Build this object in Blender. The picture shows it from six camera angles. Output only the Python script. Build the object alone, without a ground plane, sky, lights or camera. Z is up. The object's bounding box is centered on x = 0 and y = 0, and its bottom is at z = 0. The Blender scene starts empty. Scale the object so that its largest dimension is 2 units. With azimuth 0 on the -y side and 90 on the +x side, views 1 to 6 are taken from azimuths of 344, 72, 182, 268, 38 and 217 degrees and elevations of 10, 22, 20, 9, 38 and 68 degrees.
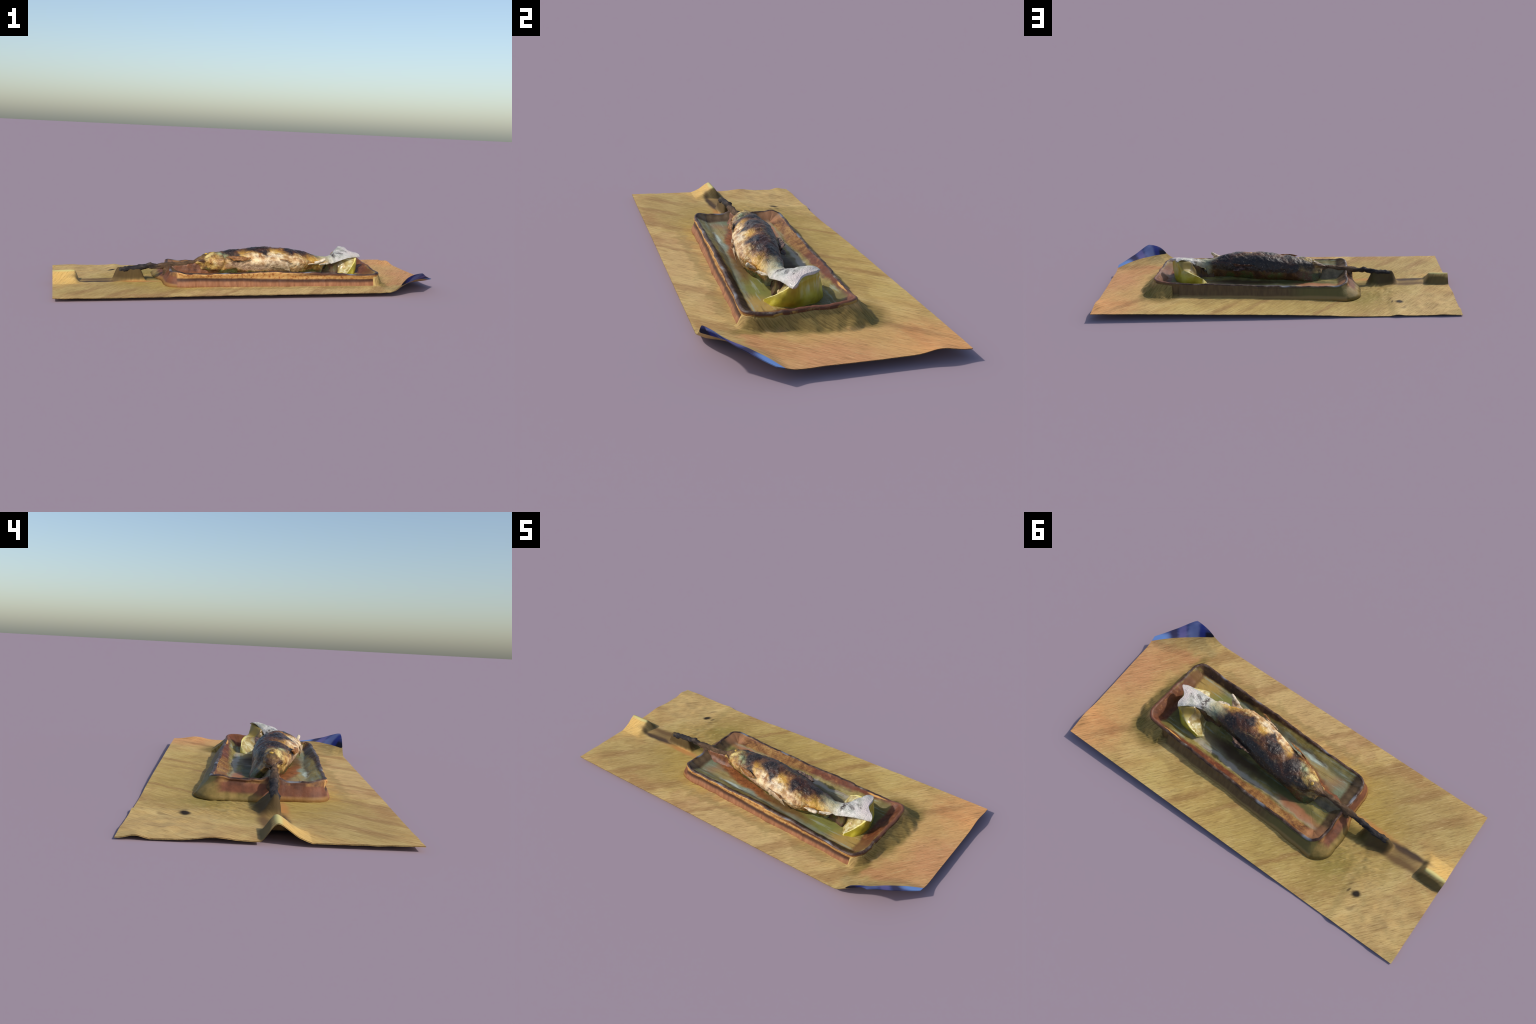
import bpy, math
import numpy as np
from mathutils import noise, Vector

# =====================================================================
#  helpers: numbers
# =====================================================================
def sstep(a, b, x):
    t = np.clip((np.asarray(x, float) - a) / (b - a), 0, 1)
    return t * t * (3 - 2 * t)

def lerp(a, b, t):
    return a + (b - a) * t

def curve(x, pts):
    """piecewise smooth (monotone cubic-like) curve through (x, y...) points"""
    pts = np.asarray(pts, float)
    xs, ys = pts[:, 0], pts[:, 1:]
    x = np.atleast_1d(np.asarray(x, float))
    h = np.diff(xs)[:, None]
    d = np.diff(ys, axis=0) / h
    m = np.zeros_like(ys)
    m[1:-1] = np.where(d[:-1] * d[1:] > 0, 2 * d[:-1] * d[1:] / (d[:-1] + d[1:] + 1e-12), 0)
    m[0], m[-1] = d[0], d[-1]
    i = np.clip(np.searchsorted(xs, x) - 1, 0, len(xs) - 2)
    t = np.clip((x - xs[i]) / (xs[i + 1] - xs[i]), 0, 1)[:, None]
    hh = h[i]
    r = ((2*t**3 - 3*t**2 + 1) * ys[i] + (t**3 - 2*t**2 + t) * hh * m[i]
         + (-2*t**3 + 3*t**2) * ys[i + 1] + (t**3 - t**2) * hh * m[i + 1])
    return r[:, 0] if r.shape[1] == 1 else r

def nz(p, scale, seed=0.0, octaves=3):
    return noise.fractal(Vector((p[0]*scale + seed, p[1]*scale + seed*1.7, p[2]*scale - seed)), 1.0, 2.0, octaves)

def closed_spline(ctrl, per):
    """closed Catmull-Rom through ctrl points, 'per' samples per span"""
    c = np.asarray(ctrl, float); n = len(c); out = []
    for i in range(n):
        p0, p1, p2, p3 = c[i-1], c[i], c[(i+1) % n], c[(i+2) % n]
        for k in range(per):
            t = k / per
            out.append(0.5*((2*p1) + (p2-p0)*t + (2*p0-5*p1+4*p2-p3)*t*t + (3*p1-p0-3*p2+p3)*t**3))
    return np.array(out)

# =====================================================================
#  helpers: objects
# =====================================================================
COLL = bpy.context.scene.collection

def thing(name, loc, label, category):
    e = bpy.data.objects.new(name, None)
    e.location = loc
    e["label"] = label
    e["category"] = category
    COLL.objects.link(e)
    return e

def attach(ob, parent):
    ob.parent = parent
    base = Vector((0, 0, 0))
    p = parent
    while p is not None:
        base += p.location
        p = p.parent
    from mathutils import Matrix
    ob.matrix_parent_inverse = Matrix.Translation(-base)

def make_mesh(name, verts, faces, mat, parent, smooth=True, normals=None):
    me = bpy.data.meshes.new(name)
    me.from_pydata([tuple(v) for v in verts], [], [tuple(f) for f in faces])
    me.validate(); me.update()
    if smooth:
        me.polygons.foreach_set("use_smooth", [True] * len(me.polygons))
    me.materials.append(mat)
    if normals is not None and len(normals) == len(me.vertices):
        me.normals_split_custom_set_from_vertices([tuple(n) for n in normals])
    ob = bpy.data.objects.new(name, me)
    COLL.objects.link(ob)
    if parent is not None:
        attach(ob, parent)
    return ob

def vert_normals(verts, faces):
    me = bpy.data.meshes.new("tmp")
    me.from_pydata([tuple(v) for v in verts], [], [tuple(f) for f in faces])
    me.update()
    n = np.array([v.normal[:] for v in me.vertices])
    bpy.data.meshes.remove(me)
    return n

def split_parts(verts, faces, key, specs, parent):
    """one smooth surface -> several objects with coincident borders and shared normals.
    key(face_centre, index) -> part name ; specs: name -> material"""
    verts = np.asarray(verts)
    N = vert_normals(verts, faces)
    groups = {}
    for i, f in enumerate(faces):
        c = verts[list(f)].mean(0)
        groups.setdefault(key(c, i), []).append(f)
    res = {}
    for nm, fs in groups.items():
        used = sorted({v for f in fs for v in f})
        mp = {v: k for k, v in enumerate(used)}
        res[nm] = make_mesh(nm, verts[used], [[mp[v] for v in f] for f in fs], specs[nm], parent,
                            normals=N[used])
    return res

def loft(rings, closed=True, cap0=True, cap1=True):
    rings = np.asarray(rings); n, m = rings.shape[:2]
    V = rings.reshape(-1, 3); F = []
    mm = m if closed else m - 1
    for i in range(n - 1):
        for j in range(mm):
            a, b = i*m + j, i*m + (j+1) % m
            F.append((a, b, b + m, a + m))
    if cap0: F.append(tuple(range(m))[::-1])
    if cap1: F.append(tuple((n-1)*m + k for k in range(m)))
    return V, F

def tube(path, radii, m=14, seed=0.0, rough=0.0, squash=1.0):
    path = np.asarray(path, float); n = len(path); rings = []
    for i in range(n):
        t = path[min(i+1, n-1)] - path[max(i-1, 0)]
        t /= np.linalg.norm(t)
        s = np.cross(t, [0, 0, 1]); s /= np.linalg.norm(s)
        u = np.cross(s, t)
        ring = []
        for k in range(m):
            a = 2*math.pi*k/m
            d = s*math.cos(a) + u*math.sin(a)*squash
            r = radii[i] * (1 + rough*nz(path[i] + d*0.02, 45, seed))
            ring.append(path[i] + d*r)
        rings.append(ring)
    return loft(rings)

# =====================================================================
#  helpers: node materials
# =====================================================================
def C(r, g, b, k=1.0):
    f = lambda c: (c/255/12.92 if c/255 <= 0.04045 else ((c/255 + 0.055)/1.055)**2.4)
    return (min(f(r)*k, 1), min(f(g)*k, 1), min(f(b)*k, 1), 1)

class Mat:
    def __init__(self, name, rough=0.6, spec=0.4, coat=0.0):
        self.m = bpy.data.materials.new(name)
        self.m.use_nodes = True
        self.t = self.m.node_tree
        self.N, self.L = self.t.nodes, self.t.links
        self.bsdf = self.N["Principled BSDF"]
        self.bsdf.inputs["Roughness"].default_value = rough
        self.bsdf.inputs["Specular IOR Level"].default_value = spec
        self.bsdf.inputs["Coat Weight"].default_value = coat
        self.bsdf.inputs["Coat Roughness"].default_value = 0.15
        self.co = self.N.new("ShaderNodeTexCoord").outputs["Object"]
        w = self.noise(14, 3, 0.55, color=True)
        s = self.N.new("ShaderNodeVectorMath"); s.operation = 'SUBTRACT'
        self.L.new(w, s.inputs[0]); s.inputs[1].default_value = (0.5, 0.5, 0.5)
        self.warp_v = s.outputs[0]
    def _set(self, sock, v):
        if hasattr(v, "is_output"): self.L.new(v, sock)
        else: sock.default_value = v
    def math(self, op, a, b=0.0, clamp=False):
        n = self.N.new("ShaderNodeMath"); n.operation = op; n.use_clamp = clamp
        self._set(n.inputs[0], a); self._set(n.inputs[1], b)
        return n.outputs[0]
    def mapping(self, rot=(0, 0, 0), scale=(1, 1, 1), loc=(0, 0, 0), vec=None):
        n = self.N.new("ShaderNodeMapping")
        self.L.new(vec or self.co, n.inputs[0])
        n.inputs["Rotation"].default_value = rot
        n.inputs["Scale"].default_value = scale
        n.inputs["Location"].default_value = loc
        return n.outputs[0]
    def noise(self, scale, detail=4, rough=0.6, vec=None, dist=0.0, color=False):
        n = self.N.new("ShaderNodeTexNoise")
        self.L.new(vec or self.co, n.inputs["Vector"])
        n.inputs["Scale"].default_value = scale
        n.inputs["Detail"].default_value = detail
        n.inputs["Roughness"].default_value = rough
        n.inputs["Distortion"].default_value = dist
        return n.outputs["Color" if color else "Fac"]
    def voronoi(self, scale, vec=None):
        n = self.N.new("ShaderNodeTexVoronoi")
        self.L.new(vec or self.co, n.inputs["Vector"])
        n.inputs["Scale"].default_value = scale
        return n.outputs["Distance"]
    def ramp(self, fac, stops, interp='LINEAR'):
        n = self.N.new("ShaderNodeValToRGB")
        n.color_ramp.interpolation = interp
        e = n.color_ramp.elements
        while len(e) < len(stops): e.new(0.5)
        for k, (p, c) in zip(e, stops):
            k.position = p; k.color = c
        self.L.new(fac, n.inputs[0])
        return n.outputs[0]
    def rng(self, fac, a, b, lo=0.0, hi=1.0):
        n = self.N.new("ShaderNodeMapRange"); n.interpolation_type = 'SMOOTHSTEP'
        self._set(n.inputs[0], fac)
        for k, v in zip((1, 2, 3, 4), (a, b, lo, hi)): n.inputs[k].default_value = v
        return n.outputs[0]
    def mix(self, fac, a, b, mode='MIX'):
        n = self.N.new("ShaderNodeMix"); n.data_type = 'RGBA'; n.blend_type = mode
        self._set(n.inputs["Factor"], fac)
        self._set(n.inputs["A"], a) if False else self._set(n.inputs[6], a)
        self._set(n.inputs[7], b)
        return n.outputs[2]
    def axis(self, k, vec=None):
        n = self.N.new("ShaderNodeSeparateXYZ"); self.L.new(vec or self.co, n.inputs[0])
        return n.outputs[k]
    def warped(self, amt):
        n = self.N.new("ShaderNodeVectorMath"); n.operation = 'SCALE'
        self.L.new(self.warp_v, n.inputs[0]); n.inputs[3].default_value = amt
        a = self.N.new("ShaderNodeVectorMath"); a.operation = 'ADD'
        self.L.new(self.co, a.inputs[0]); self.L.new(n.outputs[0], a.inputs[1])
        return a.outputs[0]
    def blob(self, c, r, rot=0.0, warp=0.05, soft=0.35):
        """soft-edged noisy ellipsoid mask: centre c, radii r (None = unlimited), turned by rot degrees about z"""
        v = self.warped(warp)
        s = self.N.new("ShaderNodeVectorMath"); s.operation = 'SUBTRACT'
        self.L.new(v, s.inputs[0]); s.inputs[1].default_value = c
        sc = tuple(0.0 if q is None else 1.0/q for q in r)
        m = self.N.new("ShaderNodeVectorRotate"); m.rotation_type = 'Z_AXIS'
        self.L.new(s.outputs[0], m.inputs["Vector"]); m.inputs["Angle"].default_value = -math.radians(rot)
        q = self.N.new("ShaderNodeVectorMath"); q.operation = 'MULTIPLY'
        self.L.new(m.outputs[0], q.inputs[0]); q.inputs[1].default_value = sc
        l = self.N.new("ShaderNodeVectorMath"); l.operation = 'LENGTH'
        self.L.new(q.outputs[0], l.inputs[0])
        return self.rng(l.outputs["Value"], 1 + soft, 1 - soft)
    def half(self, axis, at, width, warp=0.03):
        """mask that is 1 beyond 'at' on an axis (noisy border)"""
        return self.rng(self.axis(axis, self.warped(warp)), at - width, at + width)
    def mul(self, a, b): return self.math('MULTIPLY', a, b)
    def sub1(self, a): return self.math('SUBTRACT', 1.0, a)
    def finish(self, col, bump=None, dist=0.002, strength=0.5, rough=None):
        self.L.new(col, self.bsdf.inputs["Base Color"])
        if bump is not None:
            b = self.N.new("ShaderNodeBump")
            b.inputs["Strength"].default_value = strength
            b.inputs["Distance"].default_value = dist
            self.L.new(bump, b.inputs["Height"])
            self.L.new(b.outputs[0], self.bsdf.inputs["Normal"])
        if rough is not None: self.L.new(rough, self.bsdf.inputs["Roughness"])
        return self.m

# =====================================================================
#  MATERIALS
# =====================================================================
GRAIN = math.radians(50)      # the wood grain runs at 50 degrees to the long side

def mat_wood():
    k = Mat("weathered_wood", 0.75, 0.2)
    g = k.mapping(rot=(0, 0, -GRAIN))
    def along(sx, sy): return k.mapping(scale=(sx, sy, 1), vec=g)
    broad = k.noise(1.0, 4, 0.6, along(2.6, 9), 0.9)
    fine = k.noise(1.0, 6, 0.7, along(15, 190), 0.3)
    patch = k.noise(3.2, 5, 0.6)
    patch2 = k.noise(5.5, 5, 0.65, k.mapping(loc=(3, 7, 1)))
    col = k.ramp(broad, [(0.30, C(176, 136, 84)), (0.45, C(198, 160, 98)), (0.56, C(210, 175, 110)), (0.72, C(219, 189, 127))])
    col = k.mix(k.rng(patch, 0.50, 0.68, 0, 0.55), col, C(168, 146, 84))
    col = k.mix(k.rng(patch2, 0.50, 0.68, 0, 0.55), col, C(176, 124, 80))
    col = k.mix(k.rng(patch2, 0.48, 0.32, 0, 0.55), col, C(212, 186, 118))
    # large tints
    for c, r, cc, f in [((-0.45, -0.15, 0), (0.24, 0.17, None), C(186, 156, 72), 0.75),
                        ((-0.56, 0.12, 0), (0.20, 0.20, None), C(160, 134, 68), 0.65),
                        ((0.20, 0.33, 0), (0.45, 0.14, None), C(188, 160, 84), 0.5),
                        ((-0.30, 0.33, 0), (0.30, 0.12, None), C(172, 148, 78), 0.55),
                        ((-0.72, -0.28, 0), (0.26, 0.16, None), C(170, 142, 84), 0.7),
                        ((0.98, 0.34, 0), (0.16, 0.16, None), C(226, 154, 98), 0.85),
                        ((0.86, 0.10, 0), (0.22, 0.36, None), C(208, 160, 100), 0.6),
                        ((0.97, -0.05, 0), (0.12, 0.18, None), C(208, 146, 100), 0.75),
                        ((0.84, -0.20, 0), (0.10, 0.06, None), C(196, 136, 90), 0.6),
                        ((0.80, -0.33, 0), (0.12, 0.07, None), C(176, 138, 82), 0.6),
                        ((-0.85, 0.30, 0), (0.22, 0.18, None), C(200, 168, 110), 0.5),
                        ((0.1, -0.37, 0), (0.4, 0.09, None), C(212, 180, 124), 0.55),
                        ((0.15, -0.295, 0), (0.58, 0.030, None), C(158, 136, 84), 0.6),  # shadow below the tray's near wall, tinted olive onto the board
                        ((0.10, 0.265, 0), (0.60, 0.030, None), C(164, 134, 74), 0.5),
                        ((-0.50, 0.20, 0), (0.09, 0.09, None), C(150, 132, 60), 0.6),
                        ((0.75, -0.37, 0), (0.09, 0.04, None), C(150, 132, 86), 0.6),
                        ((0.88, 0.30, 0), (0.10, 0.05, None), C(206, 140, 88), 0.5),
                        ((0.80, -0.27, 0), (0.09, 0.04, None), C(190, 124, 84), 0.6),
                        ((-0.62, -0.41, 0), (0.10, 0.04, None), C(172, 128, 78), 0.6),
                        ((-0.96, -0.06, 0), (0.09, 0.07, None), C(220, 176, 98), 0.75)]:
        col = k.mix(k.mul(k.blob(c, r, 0, 0.18, 0.6), f), col, cc)
    # brown streaks that follow the grain
    for c, r in [((0.06, 0.25, 0), (0.17, 0.016, None)), ((-0.28, 0.34, 0), (0.22, 0.014, None)),
                 ((-0.50, -0.40, 0), (0.22, 0.03, None)), ((-0.70, -0.36, 0), (0.16, 0.02, None)),
                 ((0.32, 0.40, 0), (0.15, 0.02, None)), ((-0.14, -0.36, 0), (0.16, 0.014, None)),
                 ((0.30, -0.38, 0), (0.15, 0.025, None)), ((0.62, -0.38, 0), (0.13, 0.03, None)),
                 ((0.80, 0.28, 0), (0.16, 0.02, None)), ((-0.86, -0.30, 0), (0.12, 0.025, None))]:
        col = k.mix(k.mul(k.blob(c, r, 50, 0.05, 0.7), 0.5), col, C(146, 100, 60))
    # fine grain lines and pores
    mid = k.noise(1.0, 5, 0.7, along(9, 110), 0.35)
    col = k.mix(k.rng(mid, 0.50, 0.30, 0, 0.50), col, C(140, 106, 62))
    col = k.mix(k.rng(mid, 0.54, 0.74, 0, 0.50), col, C(226, 198, 136))
    col = k.mix(k.rng(fine, 0.50, 0.30, 0, 0.6), col, C(112, 82, 46))
    col = k.mix(k.rng(fine, 0.54, 0.72, 0, 0.55), col, C(230, 202, 144))
    pores = k.noise(1.0, 2, 0.5, along(30, 260))
    col = k.mix(k.rng(pores, 0.40, 0.28, 0, 0.35), col, C(92, 66, 40))
    # knot and small dark flecks
    col = k.mix(k.blob((-0.685, 0.267, 0), (0.020, 0.015, None), 30, 0.02, 0.5), col, C(44, 34, 24))
    col = k.mix(k.mul(k.blob((-0.645, 0.268, 0), (0.012, 0.006, None), 60, 0.02, 0.6), 0.8), col, C(84, 62, 36))
    col = k.mix(k.mul(k.blob((-0.70, 0.34, 0), (0.022, 0.010, None), 40, 0.03, 0.7), 0.5), col, C(110, 86, 54))
    col = k.mix(k.mul(k.blob((0.604, 0.223, 0), (0.022, 0.010, None), 60, 0.01, 0.5), 0.8), col, C(92, 70, 36))
    # shadow along the charred stick, painted dark into the wood
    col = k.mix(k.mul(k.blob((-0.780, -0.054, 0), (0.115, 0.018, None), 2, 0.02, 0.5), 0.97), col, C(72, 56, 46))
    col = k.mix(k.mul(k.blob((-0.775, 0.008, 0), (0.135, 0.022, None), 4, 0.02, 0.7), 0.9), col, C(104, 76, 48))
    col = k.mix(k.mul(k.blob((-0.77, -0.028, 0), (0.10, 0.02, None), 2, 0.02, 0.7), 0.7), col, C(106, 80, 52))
    col = k.mix(k.mul(k.blob((-0.605, -0.010, 0.068), (0.15, 0.09, 0.060), 0, 0.02, 0.25), 0.92), col, C(76, 60, 36))  # ridge sides darkened with the shade baked into the scan
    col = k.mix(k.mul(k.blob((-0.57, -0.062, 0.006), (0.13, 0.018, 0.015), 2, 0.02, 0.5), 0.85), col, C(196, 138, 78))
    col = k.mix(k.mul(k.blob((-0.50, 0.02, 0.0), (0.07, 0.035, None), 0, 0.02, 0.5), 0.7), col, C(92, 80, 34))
    # dark olive patches on the hump end and on the wood drawn up around the tray's far end
    col = k.mix(k.mul(k.blob((-0.94, 0.016, 0.03), (0.09, 0.024, 0.035), 0, 0.015, 0.3), 0.85), col, C(96, 80, 46))
    col = k.mix(k.mul(k.blob((-0.95, -0.022, 0.068), (0.09, 0.016, 0.010), 0, 0.01, 0.5), 0.8), col, C(206, 196, 128))
    for c, r, rot in [((0.735, 0.02, 0.05), (0.05, 0.22, 0.05), -2), ((0.66, 0.20, 0.05), (0.11, 0.07, 0.06), 0),
                      ((0.70, -0.22, 0.03), (0.03, 0.10, 0.05), -2)]:
        col = k.mix(k.mul(k.blob(c, r, rot, 0.06, 0.35), 0.75), col,
                    k.ramp(fine, [(0.35, C(84, 72, 30)), (0.6, C(142, 122, 62))]))
    h = k.math('ADD', fine, k.mul(pores, 0.5))
    return k.finish(col, h, 0.003, 0.35)

def mat_cloth():
    k = Mat("blue_cloth", 0.8, 0.2)
    ang = math.radians(38.5)
    v = k.mapping(rot=(0, 0, -ang))
    streak = k.noise(1.0, 4, 0.55, k.mapping(scale=(5, 30, 1), vec=v), 0.4)
    col = k.ramp(streak, [(0.3, C(38, 44, 86)), (0.42, C(60, 72, 122)), (0.53, C(94, 96, 136)), (0.70, C(124, 126, 158))])
    col = k.mix(k.mul(k.blob((0.79, -0.425, 0), (0.035, 0.03, None), 0, 0.03, 0.5), 0.7), col, C(26, 34, 100))
    col = k.mix(k.mul(k.blob((0.765, -0.418, 0), (0.10, 0.010, None), 38.5, 0.01, 0.5), 0.9), col, C(18, 18, 26))
    for c, r, cc in [((0.825, -0.385, 0), (0.030, 0.050, None), C(106, 118, 166)), ((0.790, -0.415, 0), (0.018, 0.040, None), C(40, 52, 128)),
                     ((0.872, -0.347, 0), (0.020, 0.060, None), C(112, 104, 156)), ((0.912, -0.314, 0), (0.022, 0.060, None), C(58, 52, 78))]:
        col = k.mix(k.mul(k.blob(c, r, 30, 0.04, 0.5), 0.85), col, cc)
    col = k.mix(k.mul(k.blob((0.97, -0.255, 0), (0.055, 0.030, None), 39, 0.01, 0.5), 0.95), col, C(118, 154, 212))
    return k.finish(col, streak, 0.002, 0.2)

def mat_tray_in():
    k = Mat("glazed_tray_inside", 0.6, 0.25, 0.0)
    n1 = k.noise(16, 5, 0.65); n2 = k.noise(60, 4, 0.7); n3 = k.noise(7, 3, 0.5)
    col = k.ramp(n1, [(0.32, C(108, 98, 50)), (0.5, C(142, 127, 68)), (0.68, C(168, 150, 88))])
    z = k.axis(2)
    # floor colours, with pale glare painted in as streaks along both long sides
    for c, r, rot, cc, f in [((-0.27, -0.10, 0), (0.14, 0.09, None), 0, C(122, 122, 92), 0.85),
                             ((-0.29, -0.13, 0), (0.05, 0.03, None), 20, C(150, 112, 82), 0.7),
                             ((-0.33, -0.10, 0), (0.03, 0.05, None), 0, C(120, 136, 112), 0.5),
                             ((-0.17, -0.145, 0), (0.11, 0.03, None), -5, C(172, 146, 84), 0.7),
                             ((-0.05, -0.172, 0), (0.13, 0.022, None), -3, C(136, 148, 132), 0.9),
                             ((-0.13, -0.170, 0), (0.07, 0.012, None), -3, C(196, 208, 192), 0.85),
                             ((0.30, -0.197, 0), (0.33, 0.016, None), -2, C(132, 138, 118), 0.85),
                             ((0.42, -0.150, 0), (0.12, 0.045, None), 0, C(128, 130, 66), 0.85),
                             ((0.58, -0.19, 0), (0.09, 0.06, None), 0, C(186, 148, 78), 0.75),
                             ((0.60, 0.06, 0), (0.06, 0.10, None), 0, C(104, 92, 40), 0.8),
                             ((0.30, 0.07, 0), (0.22, 0.03, None), -8, C(134, 120, 92), 0.7),
                             ((0.18, 0.105, 0), (0.28, 0.013, None), -2.5, C(190, 178, 162), 0.7),
                             ((-0.20, 0.112, 0), (0.14, 0.012, None), -2.5, C(176, 166, 132), 0.7)]:
        col = k.mix(k.mul(k.blob(c, r, rot, 0.05, 0.5), f), col, cc)
    strk = k.noise(1.0, 4, 0.65, k.mapping(rot=(0, 0, math.radians(2.5)), scale=(5, 46, 20)), 0.3)
    col = k.mix(k.rng(strk, 0.47, 0.33, 0, 0.65), col, C(98, 76, 44))
    col = k.mix(k.rng(strk, 0.54, 0.68, 0, 0.7), col, C(158, 164, 140))
    # rust-brown strip beside the fish
    rust = k.ramp(n2, [(0.35, C(112, 62, 32)), (0.65, C(156, 94, 52))])
    col = k.mix(k.mul(k.blob((-0.10, -0.110, 0), (0.23, 0.030, None), -13, 0.04, 0.35), 0.95), col, rust)
    col = k.mix(k.mul(k.blob((0.20, -0.155, 0), (0.16, 0.03, None), -6, 0.04, 0.5), 0.7), col, C(104, 68, 40))
    col = k.mix(k.mul(k.blob((-0.14, 0.065, 0), (0.20, 0.028, None), -3, 0.05, 0.5), 0.85), col, C(88, 84, 44))
    col = k.mix(k.mul(k.blob((-0.22, 0.10, 0), (0.12, 0.02, None), -3, 0.05, 0.5), 0.8), col, C(172, 108, 74))
    col = k.mix(k.mul(k.blob((0.20, 0.045, 0), (0.18, 0.03, None), -5, 0.05, 0.5), 0.85), col, C(78, 52, 34))  # fish's cast shadow on the far floor, kept as dark brown colour
    # walls
    brown = k.ramp(n1, [(0.35, C(76, 54, 36)), (0.65, C(112, 86, 60))])
    nm = k.math('ADD', k.mul(n1, 0.6), k.mul(n2, 0.4))
    gold = k.ramp(nm, [(0.38, C(94, 56, 30)), (0.5, C(142, 98, 52)), (0.62, C(174, 136, 76))])
    red = k.ramp(nm, [(0.38, C(92, 48, 29)), (0.54, C(114, 62, 37)), (0.66, C(162, 108, 62))])
    yw = k.half(1, 0.132, 0.010, 0.03)
    col = k.mix(yw, col, k.mix(k.half(0, 0.13, 0.05, 0.10), gold, red))
    lines = k.noise(1.0, 3, 0.6, k.mapping(scale=(4, 90, 90)))
    col = k.mix(k.mul(yw, k.rng(lines, 0.44, 0.32, 0, 0.8)), col, C(104, 52, 28))
    col = k.mix(k.mul(k.blob((0.66, 0.0, 0), (0.038, 0.30, None), -2.5, 0.03, 0.2), 0.95), col,
                k.mix(k.half(1, -0.14, 0.05, 0.08), C(122, 86, 48), red))
    col = k.mix(k.blob((0.54, 0.148, 0), (0.05, 0.006, None), -2.5, 0.01, 0.3), col, C(206, 150, 78))
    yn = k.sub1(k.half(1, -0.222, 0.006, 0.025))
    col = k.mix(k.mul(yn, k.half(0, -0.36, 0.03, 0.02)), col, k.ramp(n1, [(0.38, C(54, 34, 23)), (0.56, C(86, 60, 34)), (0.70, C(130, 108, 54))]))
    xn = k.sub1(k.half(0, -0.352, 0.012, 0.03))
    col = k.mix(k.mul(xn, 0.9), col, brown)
    col = k.mix(k.mul(k.blob((-0.37, 0.14, 0), (0.06, 0.04, None), 30, 0.04, 0.5), 0.7), col, C(176, 122, 84))
    # speckle
    col = k.mix(k.rng(n2, 0.40, 0.26, 0, 0.6), col, C(78, 48, 28))
    col = k.mix(k.rng(n2, 0.64, 0.78, 0, 0.30), col, C(214, 190, 140))
    return k.finish(col, n2, 0.003, 0.35, rough=k.rng(n3, 0.35, 0.65, 0.45, 0.7))

def mat_tray_rim():
    k = Mat("dark_glaze_edge", 0.5, 0.35, 0.0)
    n1 = k.noise(26, 4, 0.6); n2 = k.noise(80, 3, 0.6)
    col = k.ramp(n1, [(0.36, C(48, 31, 23)), (0.5, C(78, 53, 39)), (0.62, C(102, 82, 67)), (0.74, C(146, 136, 124))])
    col = k.mix(k.rng(n2, 0.66, 0.78, 0, 0.7), col, C(160, 156, 150))
    for c in [(-0.16, -0.25, 0), (0.28, -0.268, 0), (0.52, -0.278, 0), (-0.34, 0.20, 0), (-0.05, 0.19, 0), (-0.41, -0.10, 0)]:  # grey light glints on the rim, drawn as colour spots
        col = k.mix(k.mul(k.blob(c, (0.025, 0.02, None), 0, 0.02, 0.5), 0.8), col, C(130, 130, 134))
    col = k.mix(k.mul(k.half(0, 0.60, 0.05), k.half(1, -0.1, 0.05)), col, C(122, 76, 54))
    return k.finish(col, n2, 0.003, 0.4)

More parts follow.
